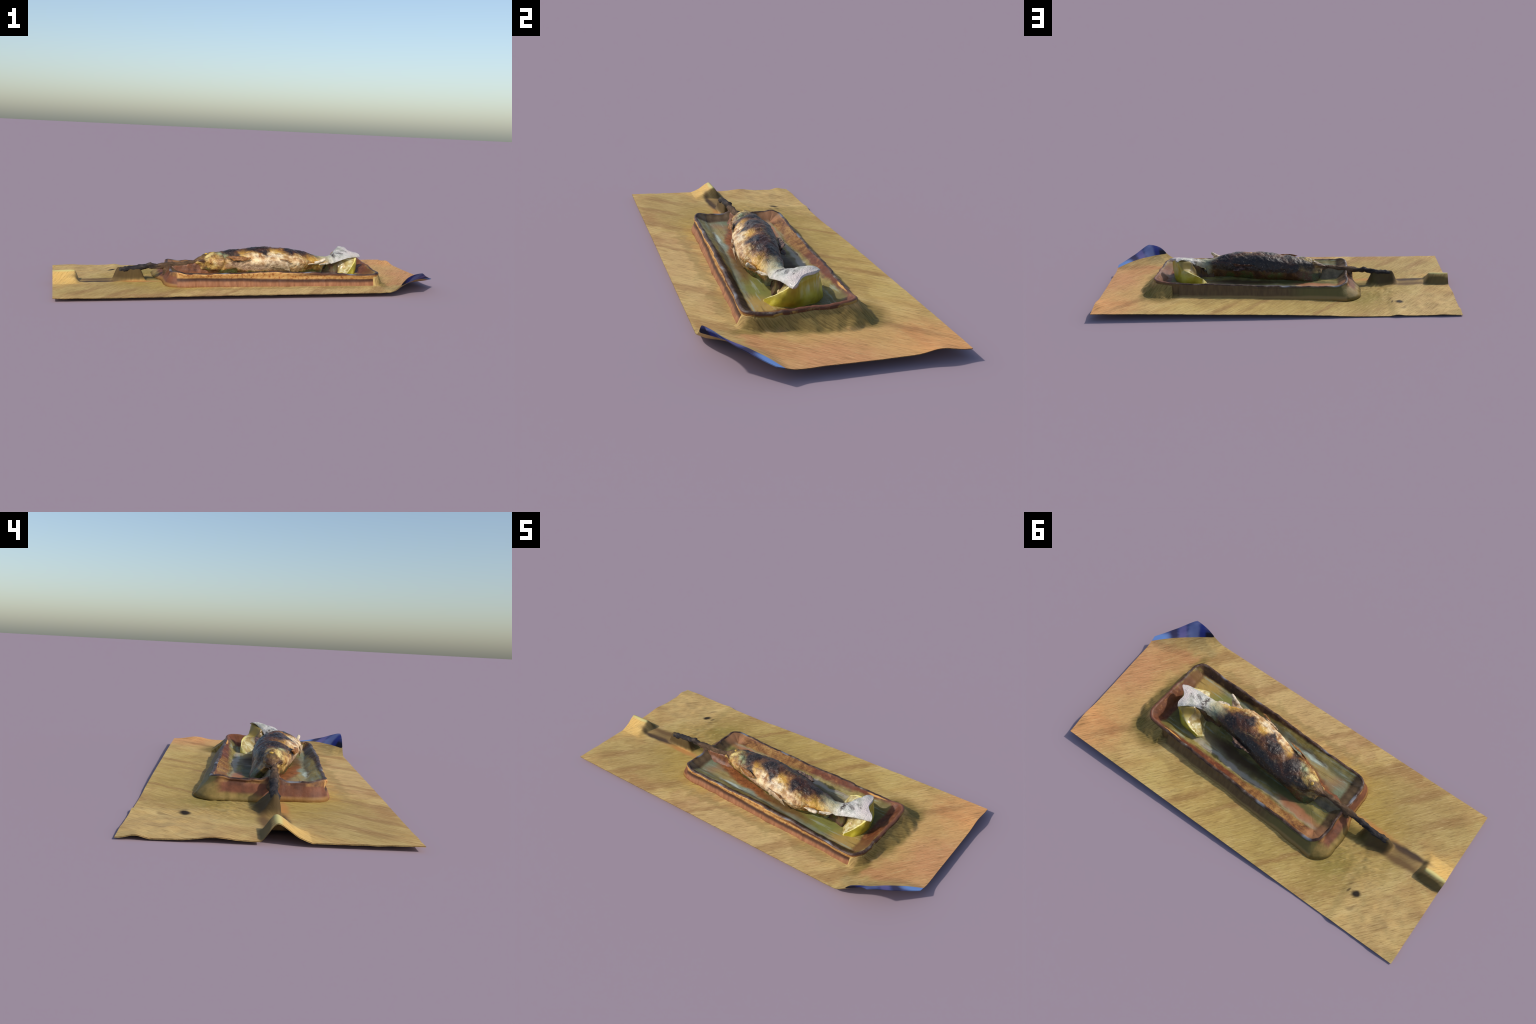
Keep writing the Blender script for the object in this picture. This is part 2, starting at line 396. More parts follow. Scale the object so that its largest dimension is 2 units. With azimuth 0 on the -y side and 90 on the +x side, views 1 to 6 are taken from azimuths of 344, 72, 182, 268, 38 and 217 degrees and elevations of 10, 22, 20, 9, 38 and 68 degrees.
def mat_tray_out():
    k = Mat("bare_clay_outside", 0.6, 0.3)
    n1 = k.noise(18, 4, 0.6); n2 = k.noise(70, 4, 0.7)
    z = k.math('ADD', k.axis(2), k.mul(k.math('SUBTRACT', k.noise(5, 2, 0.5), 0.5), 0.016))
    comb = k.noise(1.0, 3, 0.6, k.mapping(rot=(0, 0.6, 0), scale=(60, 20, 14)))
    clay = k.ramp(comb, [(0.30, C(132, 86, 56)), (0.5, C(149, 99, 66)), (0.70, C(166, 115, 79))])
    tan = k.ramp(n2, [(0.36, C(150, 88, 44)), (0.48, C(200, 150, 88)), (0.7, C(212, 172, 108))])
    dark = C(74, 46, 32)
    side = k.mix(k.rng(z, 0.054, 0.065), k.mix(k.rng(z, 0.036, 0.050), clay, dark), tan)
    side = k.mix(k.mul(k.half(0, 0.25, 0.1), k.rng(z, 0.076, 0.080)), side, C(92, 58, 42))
    brown = k.ramp(n1, [(0.35, C(88, 52, 34)), (0.65, C(126, 76, 50))])
    end = k.mix(k.rng(z, 0.064, 0.070), brown, k.ramp(n1, [(0.50, C(92, 58, 40)), (0.66, C(156, 112, 66))]))
    end = k.mix(k.rng(z, 0.036, 0.026, 0, 0.8), end, C(150, 110, 58))
    back = k.ramp(comb, [(0.35, C(100, 74, 43)), (0.65, C(118, 90, 54))])
    back = k.mix(k.mul(k.sub1(k.half(0, -0.10, 0.08, 0.1)), 0.8), back, C(116, 104, 52))
    back = k.mix(k.rng(z, 0.038, 0.028, 0, 0.85), back, C(156, 126, 76))
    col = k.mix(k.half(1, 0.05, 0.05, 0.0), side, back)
    ex = k.sub1(k.half(0, -0.397, 0.006, 0.01))
    end = k.mix(k.math('MAXIMUM', k.mul(k.half(1, 0.03, 0.03, 0.03), k.rng(z, 0.044, 0.030)), k.mul(k.half(1, 0.165, 0.02, 0.03), k.rng(z, 0.075, 0.060))), end, k.ramp(n1, [(0.35, C(112, 94, 44)), (0.65, C(152, 124, 68))]))
    col = k.mix(ex, col, end)
    col = k.mix(k.half(0, 0.688, 0.006, 0.01), col, k.mix(k.rng(z, 0.070, 0.078), C(132, 112, 58), k.mix(k.rng(n1, 0.45, 0.6), C(90, 56, 40), C(160, 128, 66))))
    return k.finish(col, k.math('ADD', n2, comb), 0.003, 0.4)

def mat_fish():
    k = Mat("grilled_fish_skin", 0.5, 0.4, 0.05)
    n1 = k.noise(24, 5, 0.65); n2 = k.noise(90, 4, 0.7); n3 = k.noise(10, 4, 0.6)
    scales = k.voronoi(170)
    long_n = k.noise(1.0, 4, 0.6, k.mapping(scale=(12, 50, 50)))
    gold = k.ramp(n1, [(0.32, C(100, 56, 24)), (0.45, C(172, 112, 44)), (0.56, C(214, 164, 78)), (0.68, C(242, 216, 152))])
    cream = k.ramp(n1, [(0.30, C(158, 108, 62)), (0.43, C(206, 168, 116)), (0.56, C(232, 208, 168)), (0.72, C(246, 232, 202))])
    brown = k.ramp(n1, [(0.32, C(58, 38, 26)), (0.50, C(98, 66, 40)), (0.66, C(150, 106, 60))])
    # belly cream -> golden flank -> brown back; the line drifts with x (the body runs slightly askew)
    v = k.warped(0.05)
    y = k.axis(1, v); x = k.axis(0, v)
    yy = k.math('ADD', y, k.mul(x, 0.14))          # lateral position about the spine
    col = k.mix(k.rng(yy, -0.160, -0.110), cream, gold)
    col = k.mix(k.mul(k.rng(yy, -0.090, -0.045), k.sub1(k.half(0, 0.38, 0.05))), col, brown)
    # char of the far flank
    flank = k.mul(k.rng(yy, -0.034, 0.008), k.mul(k.half(0, -0.25, 0.03), k.sub1(k.half(0, 0.44, 0.03))))
    soot = k.ramp(n2, [(0.35, C(22, 22, 24)), (0.56, C(42, 38, 36)), (0.70, C(76, 64, 52)), (0.80, C(140, 136, 126))])
    col = k.mix(k.mul(flank, 0.92), col, soot)
    # belly greyish pink lower down near the head
    col = k.mix(k.mul(k.blob((-0.03, -0.15, 0.10), (0.18, 0.05, 0.022), -8, 0.03, 0.5), 0.7), col, C(206, 178, 152))
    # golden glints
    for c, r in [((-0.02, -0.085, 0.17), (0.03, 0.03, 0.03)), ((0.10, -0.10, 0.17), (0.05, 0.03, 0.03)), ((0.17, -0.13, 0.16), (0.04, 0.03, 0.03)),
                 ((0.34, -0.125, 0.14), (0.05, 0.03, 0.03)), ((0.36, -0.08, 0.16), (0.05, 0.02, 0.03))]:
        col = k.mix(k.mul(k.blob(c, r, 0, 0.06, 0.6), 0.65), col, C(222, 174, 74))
    # slanting darker and paler streaks across the flank
    slant = k.noise(1.0, 4, 0.65, k.mapping(rot=(0, 0, math.radians(-65)), scale=(9, 42, 20)), 0.5)
    dorsal = k.mul(k.sub1(flank), k.mul(k.rng(yy, -0.165, -0.120), k.sub1(k.half(0, 0.42, 0.04))))
    col = k.mix(k.mul(dorsal, k.rng(slant, 0.50, 0.36, 0, 0.7)), col, C(122, 70, 32))
    col = k.mix(k.mul(dorsal, k.rng(slant, 0.58, 0.70, 0, 0.5)), col, C(240, 210, 130))
    col = k.mix(k.mul(k.blob((0.12, -0.135, 0.155), (0.14, 0.022, 0.03), -10, 0.06, 0.6), k.rng(n1, 0.42, 0.58, 0.05, 0.6)), col, C(248, 234, 200))  # sun highlight on the mid flank, painted as a cream band
    # charred grill bands
    singe = C(92, 50, 28)
    burn = k.ramp(k.math('ADD', k.mul(n2, 0.7), k.mul(n1, 0.3)), [(0.36, C(15, 13, 14)), (0.50, C(32, 26, 26)), (0.60, C(66, 52, 44)), (0.70, C(136, 122, 106))])
    for c, r, rot in [((-0.080, -0.045, 0.17), (0.036, 0.058, 0.06), -25),
                      ((-0.060, -0.108, 0.14), (0.024, 0.024, 0.03), -20),
                      ((0.045, -0.070, 0.19), (0.062, 0.034, 0.05), -14),
                      ((0.085, -0.110, 0.17), (0.030, 0.018, 0.03), -50),
                      ((0.262, -0.098, 0.18), (0.072, 0.036, 0.05), -14),
                      ((0.222, -0.110, 0.18), (0.032, 0.026, 0.05), 40),
                      ((0.325, -0.065, 0.16), (0.05, 0.030, 0.05), -10)]:
        col = k.mix(k.mul(k.blob(c, tuple(q*1.35 for q in r), rot, 0.09, 0.45), 0.75), col, singe)
        col = k.mix(k.mul(k.blob(c, tuple(q*1.06 for q in r), rot, 0.11, 0.36), 0.94), col, burn)
    # head: olive gold, greenish gill cover, dark snout
    hd = k.sub1(k.half(0, -0.135, 0.02, 0.04))
    headc = k.ramp(n1, [(0.32, C(58, 42, 26)), (0.46, C(116, 86, 44)), (0.58, C(172, 138, 72)), (0.70, C(212, 184, 112))])
    col = k.mix(k.mul(hd, k.mul(0.85, k.rng(yy, -0.075 - 0.06, -0.075 - 0.03))), col, headc)
    col = k.mix(k.mul(k.blob((-0.143, -0.062, 0.155), (0.026, 0.026, 0.04), 0, 0.08, 0.6), k.rng(n1, 0.40, 0.56, 0.15, 0.75)), col, C(140, 160, 124))
    col = k.mix(k.mul(k.blob((-0.195, -0.062, 0.145), (0.028, 0.018, 0.03), 10, 0.06, 0.6), k.rng(n1, 0.42, 0.54, 0.1, 0.75)), col, C(228, 208, 136))
    col = k.mix(k.mul(k.blob((-0.215, -0.026, 0.15), (0.022, 0.018, 0.03), 0, 0.03, 0.4), 0.9), col, C(74, 56, 28))
    col = k.mix(k.mul(k.blob((-0.17, 0.012, 0.14), (0.09, 0.024, 0.05), -10, 0.04, 0.4), 0.9), col, soot)
    col = k.mix(k.mul(k.blob((-0.272, -0.026, 0.125), (0.046, 0.026, 0.024), 0, 0.04, 0.5), 0.88), col, C(82, 54, 34))
    col = k.mix(k.mul(k.blob((-0.245, -0.058, 0.118), (0.040, 0.004, 0.010), -28, 0.006, 0.4), 0.9), col, C(62, 36, 24))
    # blistered patches, folds and pale salt flecks
    col = k.mix(k.rng(long_n, 0.40, 0.28, 0, 0.55), col, C(96, 58, 30))
    # lower sides tinted with baked tray reflection and dark occlusion fill
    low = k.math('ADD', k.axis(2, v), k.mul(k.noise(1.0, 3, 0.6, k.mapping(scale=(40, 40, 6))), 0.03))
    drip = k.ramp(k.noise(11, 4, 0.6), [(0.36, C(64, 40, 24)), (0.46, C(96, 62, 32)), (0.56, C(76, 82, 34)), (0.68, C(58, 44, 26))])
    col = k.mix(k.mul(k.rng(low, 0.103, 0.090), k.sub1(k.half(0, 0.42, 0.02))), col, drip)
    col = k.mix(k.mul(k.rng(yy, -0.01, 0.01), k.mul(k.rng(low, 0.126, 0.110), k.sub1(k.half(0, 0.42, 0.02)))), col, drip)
    # tail: salt-crusted, whitish
    salt = k.ramp(n1, [(0.34, C(160, 160, 146)), (0.50, C(194, 191, 181)), (0.68, C(218, 209, 201))])
    salt = k.mix(k.mul(k.blob((0.62, -0.02, 0.17), (0.06, 0.07, None), 0, 0.06, 0.6), 0.7), salt, C(226, 206, 198))
    tl = k.half(0, 0.455, 0.035, 0.10)
    col = k.mix(tl, col, salt)
    col = k.mix(k.mul(k.blob((0.425, -0.08, 0.15), (0.05, 0.04, None), 0, 0.08, 0.6), 0.6), col, C(184, 190, 156))
    for c, r, rot, f in [((0.488, -0.072, 0.15), (0.010, 0.026, None), -10, 0.95), ((0.480, -0.045, 0.15), (0.010, 0.016, None), 20, 0.8),
                         ((0.525, -0.066, 0.15), (0.020, 0.008, None), -20, 0.75), ((0.555, -0.050, 0.15), (0.020, 0.004, None), -15, 0.7),
                         ((0.535, -0.040, 0.16), (0.025, 0.018, None), 20, 0.35)]:
        col = k.mix(k.mul(k.blob(c, r, rot, 0.04, 0.6), k.rng(n2, 0.40 if f > 0.5 else 0.5, 0.52 if f > 0.5 else 0.6, 0, f)), col, C(58, 42, 34))
    pep = k.noise(150, 2, 0.5)
    col = k.mix(k.mul(tl, k.rng(pep, 0.36, 0.28, 0, 0.6)), col, C(84, 72, 62))
    col = k.mix(k.mul(k.rng(pep, 0.67, 0.77, 0, 0.55), k.rng(yy, -0.09, -0.03)), col, C(206, 200, 186))
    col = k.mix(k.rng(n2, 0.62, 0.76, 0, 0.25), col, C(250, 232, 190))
    h = k.math('ADD', k.mul(n2, 0.8), k.math('ADD', k.mul(scales, 0.5), n1))
    return k.finish(col, h, 0.005, 0.55, rough=k.rng(n3, 0.35, 0.65, 0.30, 0.6))

def mat_fin(name, stops, rough=0.55):
    k = Mat(name, rough, 0.4)
    n = k.noise(60, 4, 0.6)
    return k.finish(k.ramp(n, stops), n, 0.003, 0.5)

def mat_char():
    k = Mat("charred_stick", 0.8, 0.25)
    n = k.noise(1.0, 4, 0.65, k.mapping(scale=(16, 60, 60)))
    dark = k.ramp(n, [(0.3, C(24, 22, 24)), (0.5, C(46, 42, 42)), (0.7, C(84, 74, 66))])
    brown = k.ramp(n, [(0.3, C(56, 42, 30)), (0.5, C(92, 70, 50)), (0.7, C(126, 98, 72))])
    col = k.mix(k.half(0, -0.47, 0.06, 0.06), dark, brown)
    return k.finish(col, n, 0.004, 0.6)

def mat_rind():
    k = Mat("lemon_rind", 0.4, 0.45, 0.1)
    n = k.noise(160, 2, 0.5); n1 = k.noise(14, 3, 0.5)
    col = k.ramp(n1, [(0.34, C(154, 135, 32)), (0.52, C(190, 171, 42)), (0.68, C(216, 200, 74))])  # yellows dulled toward olive to match the rind's shadowed look
    # amber streaks under the tail
    st = k.noise(1.0, 3, 0.6, k.mapping(scale=(30, 30, 4)))
    top = k.mul(k.half(2, 0.105, 0.02, 0.03), k.half(1, -0.10, 0.02, 0.02))
    col = k.mix(k.mul(top, 0.8), col, k.ramp(st, [(0.38, C(166, 132, 40)), (0.54, C(196, 166, 60)), (0.68, C(210, 200, 152))]))
    return k.finish(col, n, 0.002, 0.35)

def mat_flesh():
    k = Mat("lemon_flesh", 0.25, 0.5, 0.2)
    k.bsdf.inputs["Subsurface Weight"].default_value = 0.15
    k.bsdf.inputs["Subsurface Radius"].default_value = (0.02, 0.015, 0.006)
    n = k.noise(34, 3, 0.6, dist=0.8)
    col = k.ramp(n, [(0.34, C(150, 124, 66)), (0.5, C(190, 170, 108)), (0.66, C(220, 212, 170))])
    col = k.mix(k.mul(k.blob((0.50, -0.03, 0.12), (0.07, 0.075, 0.07), -60, 0.04, 0.4), 0.8), col, C(112, 86, 44))
    return k.finish(col, n, 0.004, 0.4)

def mat_pith():
    k = Mat("lemon_pith", 0.5, 0.4)
    n = k.noise(40, 3, 0.6)
    col = k.ramp(n, [(0.35, C(226, 206, 100)), (0.65, C(240, 230, 168))])
    col = k.mix(k.mul(k.blob((0.535, 0.0, 0.15), (0.08, 0.065, 0.045), -60, 0.03, 0.4), 0.9), col, C(138, 112, 46))
    return k.finish(col, n, 0.002, 0.3)

# =====================================================================
#  TRAY SHAPE (shared rules)
# =====================================================================
TC = np.array([0.1460, -0.0350]); TA = math.radians(-2.5)
HL, HW, CR = 0.560, 0.2170, 0.064
ca, sa = math.cos(TA), math.sin(TA)
def to_local(x, y):
    dx, dy = x - TC[0], y - TC[1]
    return dx*ca + dy*sa, -dx*sa + dy*ca
def to_world(lx, ly):
    return TC[0] + lx*ca - ly*sa, TC[1] + lx*sa + ly*ca
def rr_dist(lx, ly):
    qx, qy = np.abs(lx) - (HL - CR), np.abs(ly) - (HW - CR)
    return np.hypot(np.maximum(qx, 0), np.maximum(qy, 0)) + np.minimum(np.maximum(qx, qy), 0) - CR

RIM_FRONT = [(-0.56, .096), (-0.49, .088), (-0.40, .084), (-0.22, .089), (-0.07, .097), (0.09, .095), (0.2, .093), (0.36, .086), (0.49, .083), (0.56, .090)]
RIM_BACK = [(-0.56, .088), (-0.48, .079), (-0.35, .077), (-0.12, .079), (0.04, .084), (0.2, .089), (0.28, .090), (0.45, .096), (0.53, .107), (0.56, .111)]
RIM_HEAD = [(-0.22, .095), (-0.18, .090), (-0.14, .082), (-0.07, .080), (-0.045, .089), (-0.005, .092), (0.035, .081), (0.06, .083), (0.13, .082), (0.17, .089), (0.22, .090)]
RIM_TAIL = [(-0.22, .091), (-0.14, .088), (-0.07, .090), (0.0, .097), (0.07, .099), (0.12, .102), (0.16, .110), (0.22, .111)]
def rim_height(lx, ly):
    """rim height: each side has its own gently sagging line, blended round the corners"""
    lx = np.atleast_1d(lx); ly = np.atleast_1d(ly)
    wf = 1/np.maximum(np.abs(ly + HW), 0.004)**2; wb = 1/np.maximum(np.abs(ly - HW), 0.004)**2
    wh = 1/np.maximum(np.abs(lx + HL), 0.004)**2; wt = 1/np.maximum(np.abs(lx - HL), 0.004)**2
    z = curve(lx, RIM_FRONT)*wf + curve(lx, RIM_BACK)*wb + curve(ly, RIM_HEAD)*wh + curve(ly, RIM_TAIL)*wt
    return z/(wf + wb + wh + wt)

# =====================================================================
#  WOODEN BOARD
# =====================================================================
def board_base(x, y):
    zs = curve(x, [(-1.01, .019), (-0.82, .015), (-0.6, .016), (-0.28, .019), (0.2, .021), (0.68, .024), (0.85, .031), (1.01, .036)])
    zn = curve(x, [(-1.01, .007), (-0.89, .008), (-0.71, .005), (-0.655, .010), (-0.61, .003), (-0.45, .003), (-0.27, .011), (0.015, .019), (0.29, .024), (0.73, .032), (1.01, .035)])
    return lerp(zs, zn, np.clip((y + 0.44)/0.88, 0, 1))

TIP = np.array([0.839, -0.44]); LEFT = np.array([1.0, -0.254])
def fold(x, y):
    """the corner climbs to the seam of the blue cloth, arches over it and runs out to a straight cut edge"""
    s0 = np.array([0.733, -0.436]); d = np.array([0.265, 0.209]); L = np.hypot(*d); d = d/L; n = np.array([d[1], -d[0]])
    t = np.clip(((x - s0[0])*d[0] + (y - s0[1])*d[1])/L, 0, 1)
    p = (x - s0[0])*n[0] + (y - s0[1])*n[1]
    A = curve(t, [(0, .033), (.24, .036), (.45, .036), (.75, .028), (1, .010)])
    B = curve(t, [(0, .090), (.24, .090), (.6, .051), (.96, .019), (1, .017)])
    wi = curve(t, [(0, .038), (.3, .075), (.6, .085), (1, .035)])
    pe = curve(t, [(0, .069), (.24, .069), (.96, .024), (1, .024)])
    inner = A*np.clip(1 + p/wi, 0, 1)**1.6
    u = np.clip(p/pe, 0, 1)
    outer = A + (B - A)*(1 - (1 - u)**lerp(2.7, 1.15, sstep(0.05, 0.38, t)))
    return np.where(p < 0, inner, outer)

def ridge(x, y):
    """wood drawn up under the charred stick, with an open arch before the tray, and a hump at the board's end"""
    z = np.zeros_like(x)
    d = y - (-0.026)
    plus = np.clip((d - 0.006)/lerp(0.050, 0.080, sstep(-0.66, -0.56, x)), 0, 1); minus = np.clip(-(d + 0.004)/0.018, 0, 1)
    prof = np.where(d > 0, (1 - plus)**1.25, 1 - minus**2.2)
    h = lerp(0.066, 0.070, sstep(-0.66, -0.56, x))*sstep(-0.712, -0.672, x)*(1 - sstep(-0.575, -0.525, x)**1.5)
    z = np.maximum(z, h*prof)
    d = y - (-0.022)
    plus = np.clip(d/0.056, 0, 1); minus = np.clip(-d/0.095, 0, 1)
    prof = np.where(d > 0, 1 - sstep(0.06, 1.0, plus), (1 - sstep(0.0, 1.0, minus)*0.55)*(1 - minus)**0.8)
    h = 0.054*(1 - sstep(-0.893, -0.862, x))
    z = np.maximum(z, h*prof)
    return z

def flare(x, y, base):
    lx, ly = to_local(x, y)
    d = rr_dist(lx, ly)
    w_tail = lerp(0.020, 0.074, sstep(-0.22, 0.18, ly))
    w = np.where(ly > HW - 0.02, 0.070, w_tail)
    on = np.where(lx > HL - 0.05, 1.0, 0.0)
    on = np.maximum(on, np.where((ly > 0.1) & (lx > 0.437), 1.0, 0.0))
    top = rim_height(np.clip(lx, -HL, HL), np.clip(ly, -HW, HW)) - 0.014
    jag = np.array([1 + 0.30*nz((a, b, 0), 15, 6.0) for a, b in zip(x, y)])
    t = np.clip(1 - d/(w*jag), 0, 1)
    t = np.where(d < -0.010, 0, t)
    return on*np.maximum(top - base, 0)*t**1.15

def build_board():
    e = thing("wooden_board", (0, 0, 0.0), "thin weathered wooden board with one curled corner", "wooden board")
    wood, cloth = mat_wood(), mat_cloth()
    xs = np.unique(np.concatenate([np.linspace(-1, 1, 441), [TIP[0], 0.733]]))
    nv = 230
    vs = np.linspace(0, 1, nv)
    X = np.repeat(xs, nv); Vv = np.tile(vs, len(xs))
    ymin = np.where(X > TIP[0], TIP[1] + (X - TIP[0])/(LEFT[0] - TIP[0])*(LEFT[1] - TIP[1]), -0.44)
    Y = ymin + Vv*(0.44 - ymin)
    # one row of the mesh is bent to follow the seam of the cloth
    jr = 26; vr = vs[jr]
    yrow = np.where(X < 0.733, lerp(-0.44 + vr*0.88, -0.436, sstep(0.60, 0.733, X)), -0.436 + (X - 0.733)/0.265*0.209)
    Y = np.where(Vv <= vr, ymin + Vv/vr*(yrow - ymin), yrow + (Vv - vr)/(1 - vr)*(0.44 - yrow))
    base = board_base(X, Y)
    Z = base + fold(X, Y)
    Z = Z + ridge(X, Y)
    Z = Z + np.where(Z < 0.2, flare(X, Y, base), 0)
    # small bump on the far end edge, waves near the bare end, combed wrinkles beside the arch
    Z += 0.013*np.exp(-((X - 1.0)/0.05)**2 - ((Y - 0.32)/0.06)**2)
    Z += sstep(-0.9, -1.0, X)*(0.009*np.exp(-((Y - 0.383)/0.03)**2) + 0.009*np.exp(-((Y - 0.16)/0.06)**2) - 0.003)
    cg, sg = math.cos(GRAIN), math.sin(GRAIN)
    for i in range(len(X)):
        x, y = X[i], Y[i]
        a, c = x*cg + y*sg, -x*sg + y*cg
        Z[i] += 0.0014*nz((a*1.5, c*6, 0), 4, 3.0)
        wr = math.exp(-((x + 0.57)/0.16)**2 - ((y - 0.13)/0.12)**2)
        if wr > 0.02:
            Z[i] += wr*(0.010*abs(nz((a*2, c*5, 0), 6, 9.0)) + 0.003)
        Z[i] += 0.005*math.exp(-((x + 0.70)/0.16)**2 - ((y + 0.20)/0.10)**2)
        we = math.exp(-((x + 0.85)/0.2)**2 - ((y - 0.3)/0.14)**2)
        if we > 0.02:
            Z[i] += we*0.005*nz((x, y, 0), 14, 5.0, 2)
    Z = np.maximum(Z, 0.0015)
    top = np.stack([X, Y, Z], 1)
    bot = top.copy(); bot[:, 2] = np.maximum(top[:, 2] - 0.003, 0.0)
    n = len(X); nx = len(xs)
    V = np.concatenate([top, bot]); F = []
    for i in range(nx - 1):
        for j in range(nv - 1):
            a, b, c, d = i*nv + j, (i+1)*nv + j, (i+1)*nv + j + 1, i*nv + j + 1
            F.append((a, b, c, d)); F.append((n + a, n + d, n + c, n + b))
    def rim_strip(idx):
        for p, q in zip(idx[:-1], idx[1:]): F.append((p, n + p, n + q, q))
    rim_strip([i*nv for i in range(nx)][::-1])
    rim_strip([i*nv + nv - 1 for i in range(nx)])
    rim_strip([j for j in range(nv)])
    rim_strip([(nx-1)*nv + j for j in range(nv)][::-1])
    def row_col(f):
        f = [v % n for v in f]
        return max(v % nv for v in f), min(v // nv for v in f)
    i0 = int(np.searchsorted(xs, 0.7329))
    def key(f):
        r, c = row_col(f)
        return "cloth_corner" if (r <= jr and c >= i0) else "board_surface"
    # flat-edged normals for the rim strips are unimportant at 3 mm
    verts = V
    N = vert_normals(top, [f for k, f in enumerate(F[:2*(nx-1)*(nv-1)]) if k % 2 == 0])
    N = np.concatenate([N, -N])
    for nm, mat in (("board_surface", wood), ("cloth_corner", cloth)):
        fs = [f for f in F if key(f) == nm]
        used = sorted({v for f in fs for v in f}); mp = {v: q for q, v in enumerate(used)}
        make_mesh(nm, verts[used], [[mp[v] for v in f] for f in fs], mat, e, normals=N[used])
    return e

# =====================================================================
#  CERAMIC TRAY
# =====================================================================
def build_tray():
    e = thing("ceramic_tray", (TC[0], TC[1], 0.02), "long rectangular glazed brown ceramic tray with raised rim", "serving dish")
    # rounded rectangle walked at even steps
    pts = []
    def seg(p, q, k): pts.extend([(lerp(p[0], q[0], t), lerp(p[1], q[1], t), None) for t in np.linspace(0, 1, k, endpoint=False)])
    def arc(cx, cy, a0, k):
        for t in np.linspace(0, 1, k, endpoint=False):
            a = a0 + t*math.pi/2
            pts.append((cx + CR*math.cos(a), cy + CR*math.sin(a), a))
    ix, iy = HL - CR, HW - CR
    seg((-ix, -HW), (ix, -HW), 190); arc(ix, -iy, -math.pi/2, 18)
    seg((HL, -iy), (HL, iy), 66); arc(ix, iy, 0, 18)
    seg((ix, HW), (-ix, HW), 190); arc(-ix, iy, math.pi/2, 18)
    seg((-HL, iy), (-HL, -iy), 66); arc(-ix, -iy, math.pi, 18)
    P = np.array([(p[0], p[1]) for p in pts]); m = len(P)
    core = np.stack([np.clip(P[:, 0], -ix, ix), np.clip(P[:, 1], -iy, iy)], 1)
    Nrm = P - core; Nrm /= np.linalg.norm(Nrm, axis=1)[:, None]
    spine = np.stack([np.clip(P[:, 0], -(HL - HW), HL - HW), np.zeros(m)], 1)
    rz = rim_height(P[:, 0], P[:, 1])
    nx_, ny_ = Nrm[:, 0], Nrm[:, 1]
    # how far the foot spreads beyond the rim, by side
    fl = (np.clip(-nx_, 0, 1)**2*lerp(0.034, 0.072, sstep(-0.06, 0.06, P[:, 1])) + np.clip(ny_, 0, 1)**2*np.where(P[:, 0] > 0.40, 0.02, 0.046)
          + np.clip(-ny_, 0, 1)**2*0.013 + np.clip(nx_, 0, 1)**2*0.004 + np.clip(-nx_, 0, 1)*np.clip(ny_, 0, 1)*0.03)
    groove = np.clip(-ny_, 0, 1)**2*0.011
    inset = 0.062 + np.clip(-ny_, 0, 1)**2*lerp(0.005, -0.016, sstep(-0.05, 0.3, P[:, 0]))
    wob2 = np.array([nz((p[0], p[1], 0), 34, 12.0) for p in P])
    rz = rz + 0.0030*np.array([nz((p[0], p[1], 0), 11, 21.0) for p in P])
    wob = np.array([nz((p[0], p[1], 0), 9, 2.0) for p in P])
    # the floor is a little deeper on the far side of the fish
    def floor_z(lx, ly): return lerp(0.0575, 0.0500, sstep(-0.03, 0.06, ly)*(1 - sstep(0.2, 0.4, lx)))
    fz = floor_z(P[:, 0], P[:, 1])
    hd = -0.35*np.clip(-nx_, 0, 1)**2*sstep(-0.06, 0.06, P[:, 1])   # one half of the head-end wall runs out in a wide fillet
    # (outward offset, height) of each ring, outer foot to the inner foot
    rings = [(fl, 0.012 + 0*rz), (fl*lerp(0.80, 0.92, hd) - groove*0.1, 0.026 + 0*rz), (fl*lerp(0.52, 0.78, hd) - groove*0.6, lerp(0.026, rz, 0.33)),
             (fl*lerp(0.28, 0.60, hd) - groove*0.95, lerp(0.026, rz, 0.52)), (fl*lerp(0.12, 0.40, hd) - groove*0.35, lerp(0.026, rz, 0.68)),
             (fl*lerp(0.05, 0.20, hd), lerp(0.026, rz, 0.82)), (0*fl + 0.001, rz - 0.010), (0*fl - 0.0005, rz - 0.0045), (0*fl - 0.005, rz - 0.001),
             (0*fl - 0.010, rz), (0*fl - 0.015, rz - 0.003), (0*fl - 0.021, rz - 0.008)]
    n_out, n_rim = 7, 10
    for t in (0.22, 0.42, 0.62, 0.82, 0.96):
        off = -(0.021 + (inset - 0.021)*t)
        rings.append((off, lerp(rz - 0.009, fz, t**1.22)))
    R = []
    for k, (off, z) in enumerate(rings):
        w = (wob*0.005 + wob2*0.002)*(1 if k < 12 else 0.6)
        q = P + Nrm*(off + w)[:, None]
        R.append(np.column_stack([q, z]))
    last = R[-1][:, :2]
    for t in (0.04, 0.10, 0.2, 0.33, 0.5, 0.68, 0.85, 1.0):
        q = lerp(last, spine, t)
        z = np.array([float(floor_z(a, b)) - 0.0015*t + 0.0020*nz((a, b, 0), 16, 7.0) for a, b in q])
        R.append(np.column_stack([q, z]))
    R = np.array(R)
    W = R.copy()
    W[..., 0], W[..., 1] = to_world(R[..., 0], R[..., 1])
    # hand-made unevenness
    for k in range(len(W)):
        for j in range(m):
            p = W[k, j]
            p[2] += 0.0022*nz(p, 26, 4.0) if k > 0 else 0
    V, F = loft(W, True, True, False)
    mats = {"outer_wall": mat_tray_out(), "rim": mat_tray_rim(), "basin": mat_tray_in()}
    def key(c, i):
        k = i // m
        if i >= (len(W)-1)*m or k < n_out: return "outer_wall"
        return "rim" if k < n_rim else "basin"
    split_parts(V, F, key, mats, e)
    return e

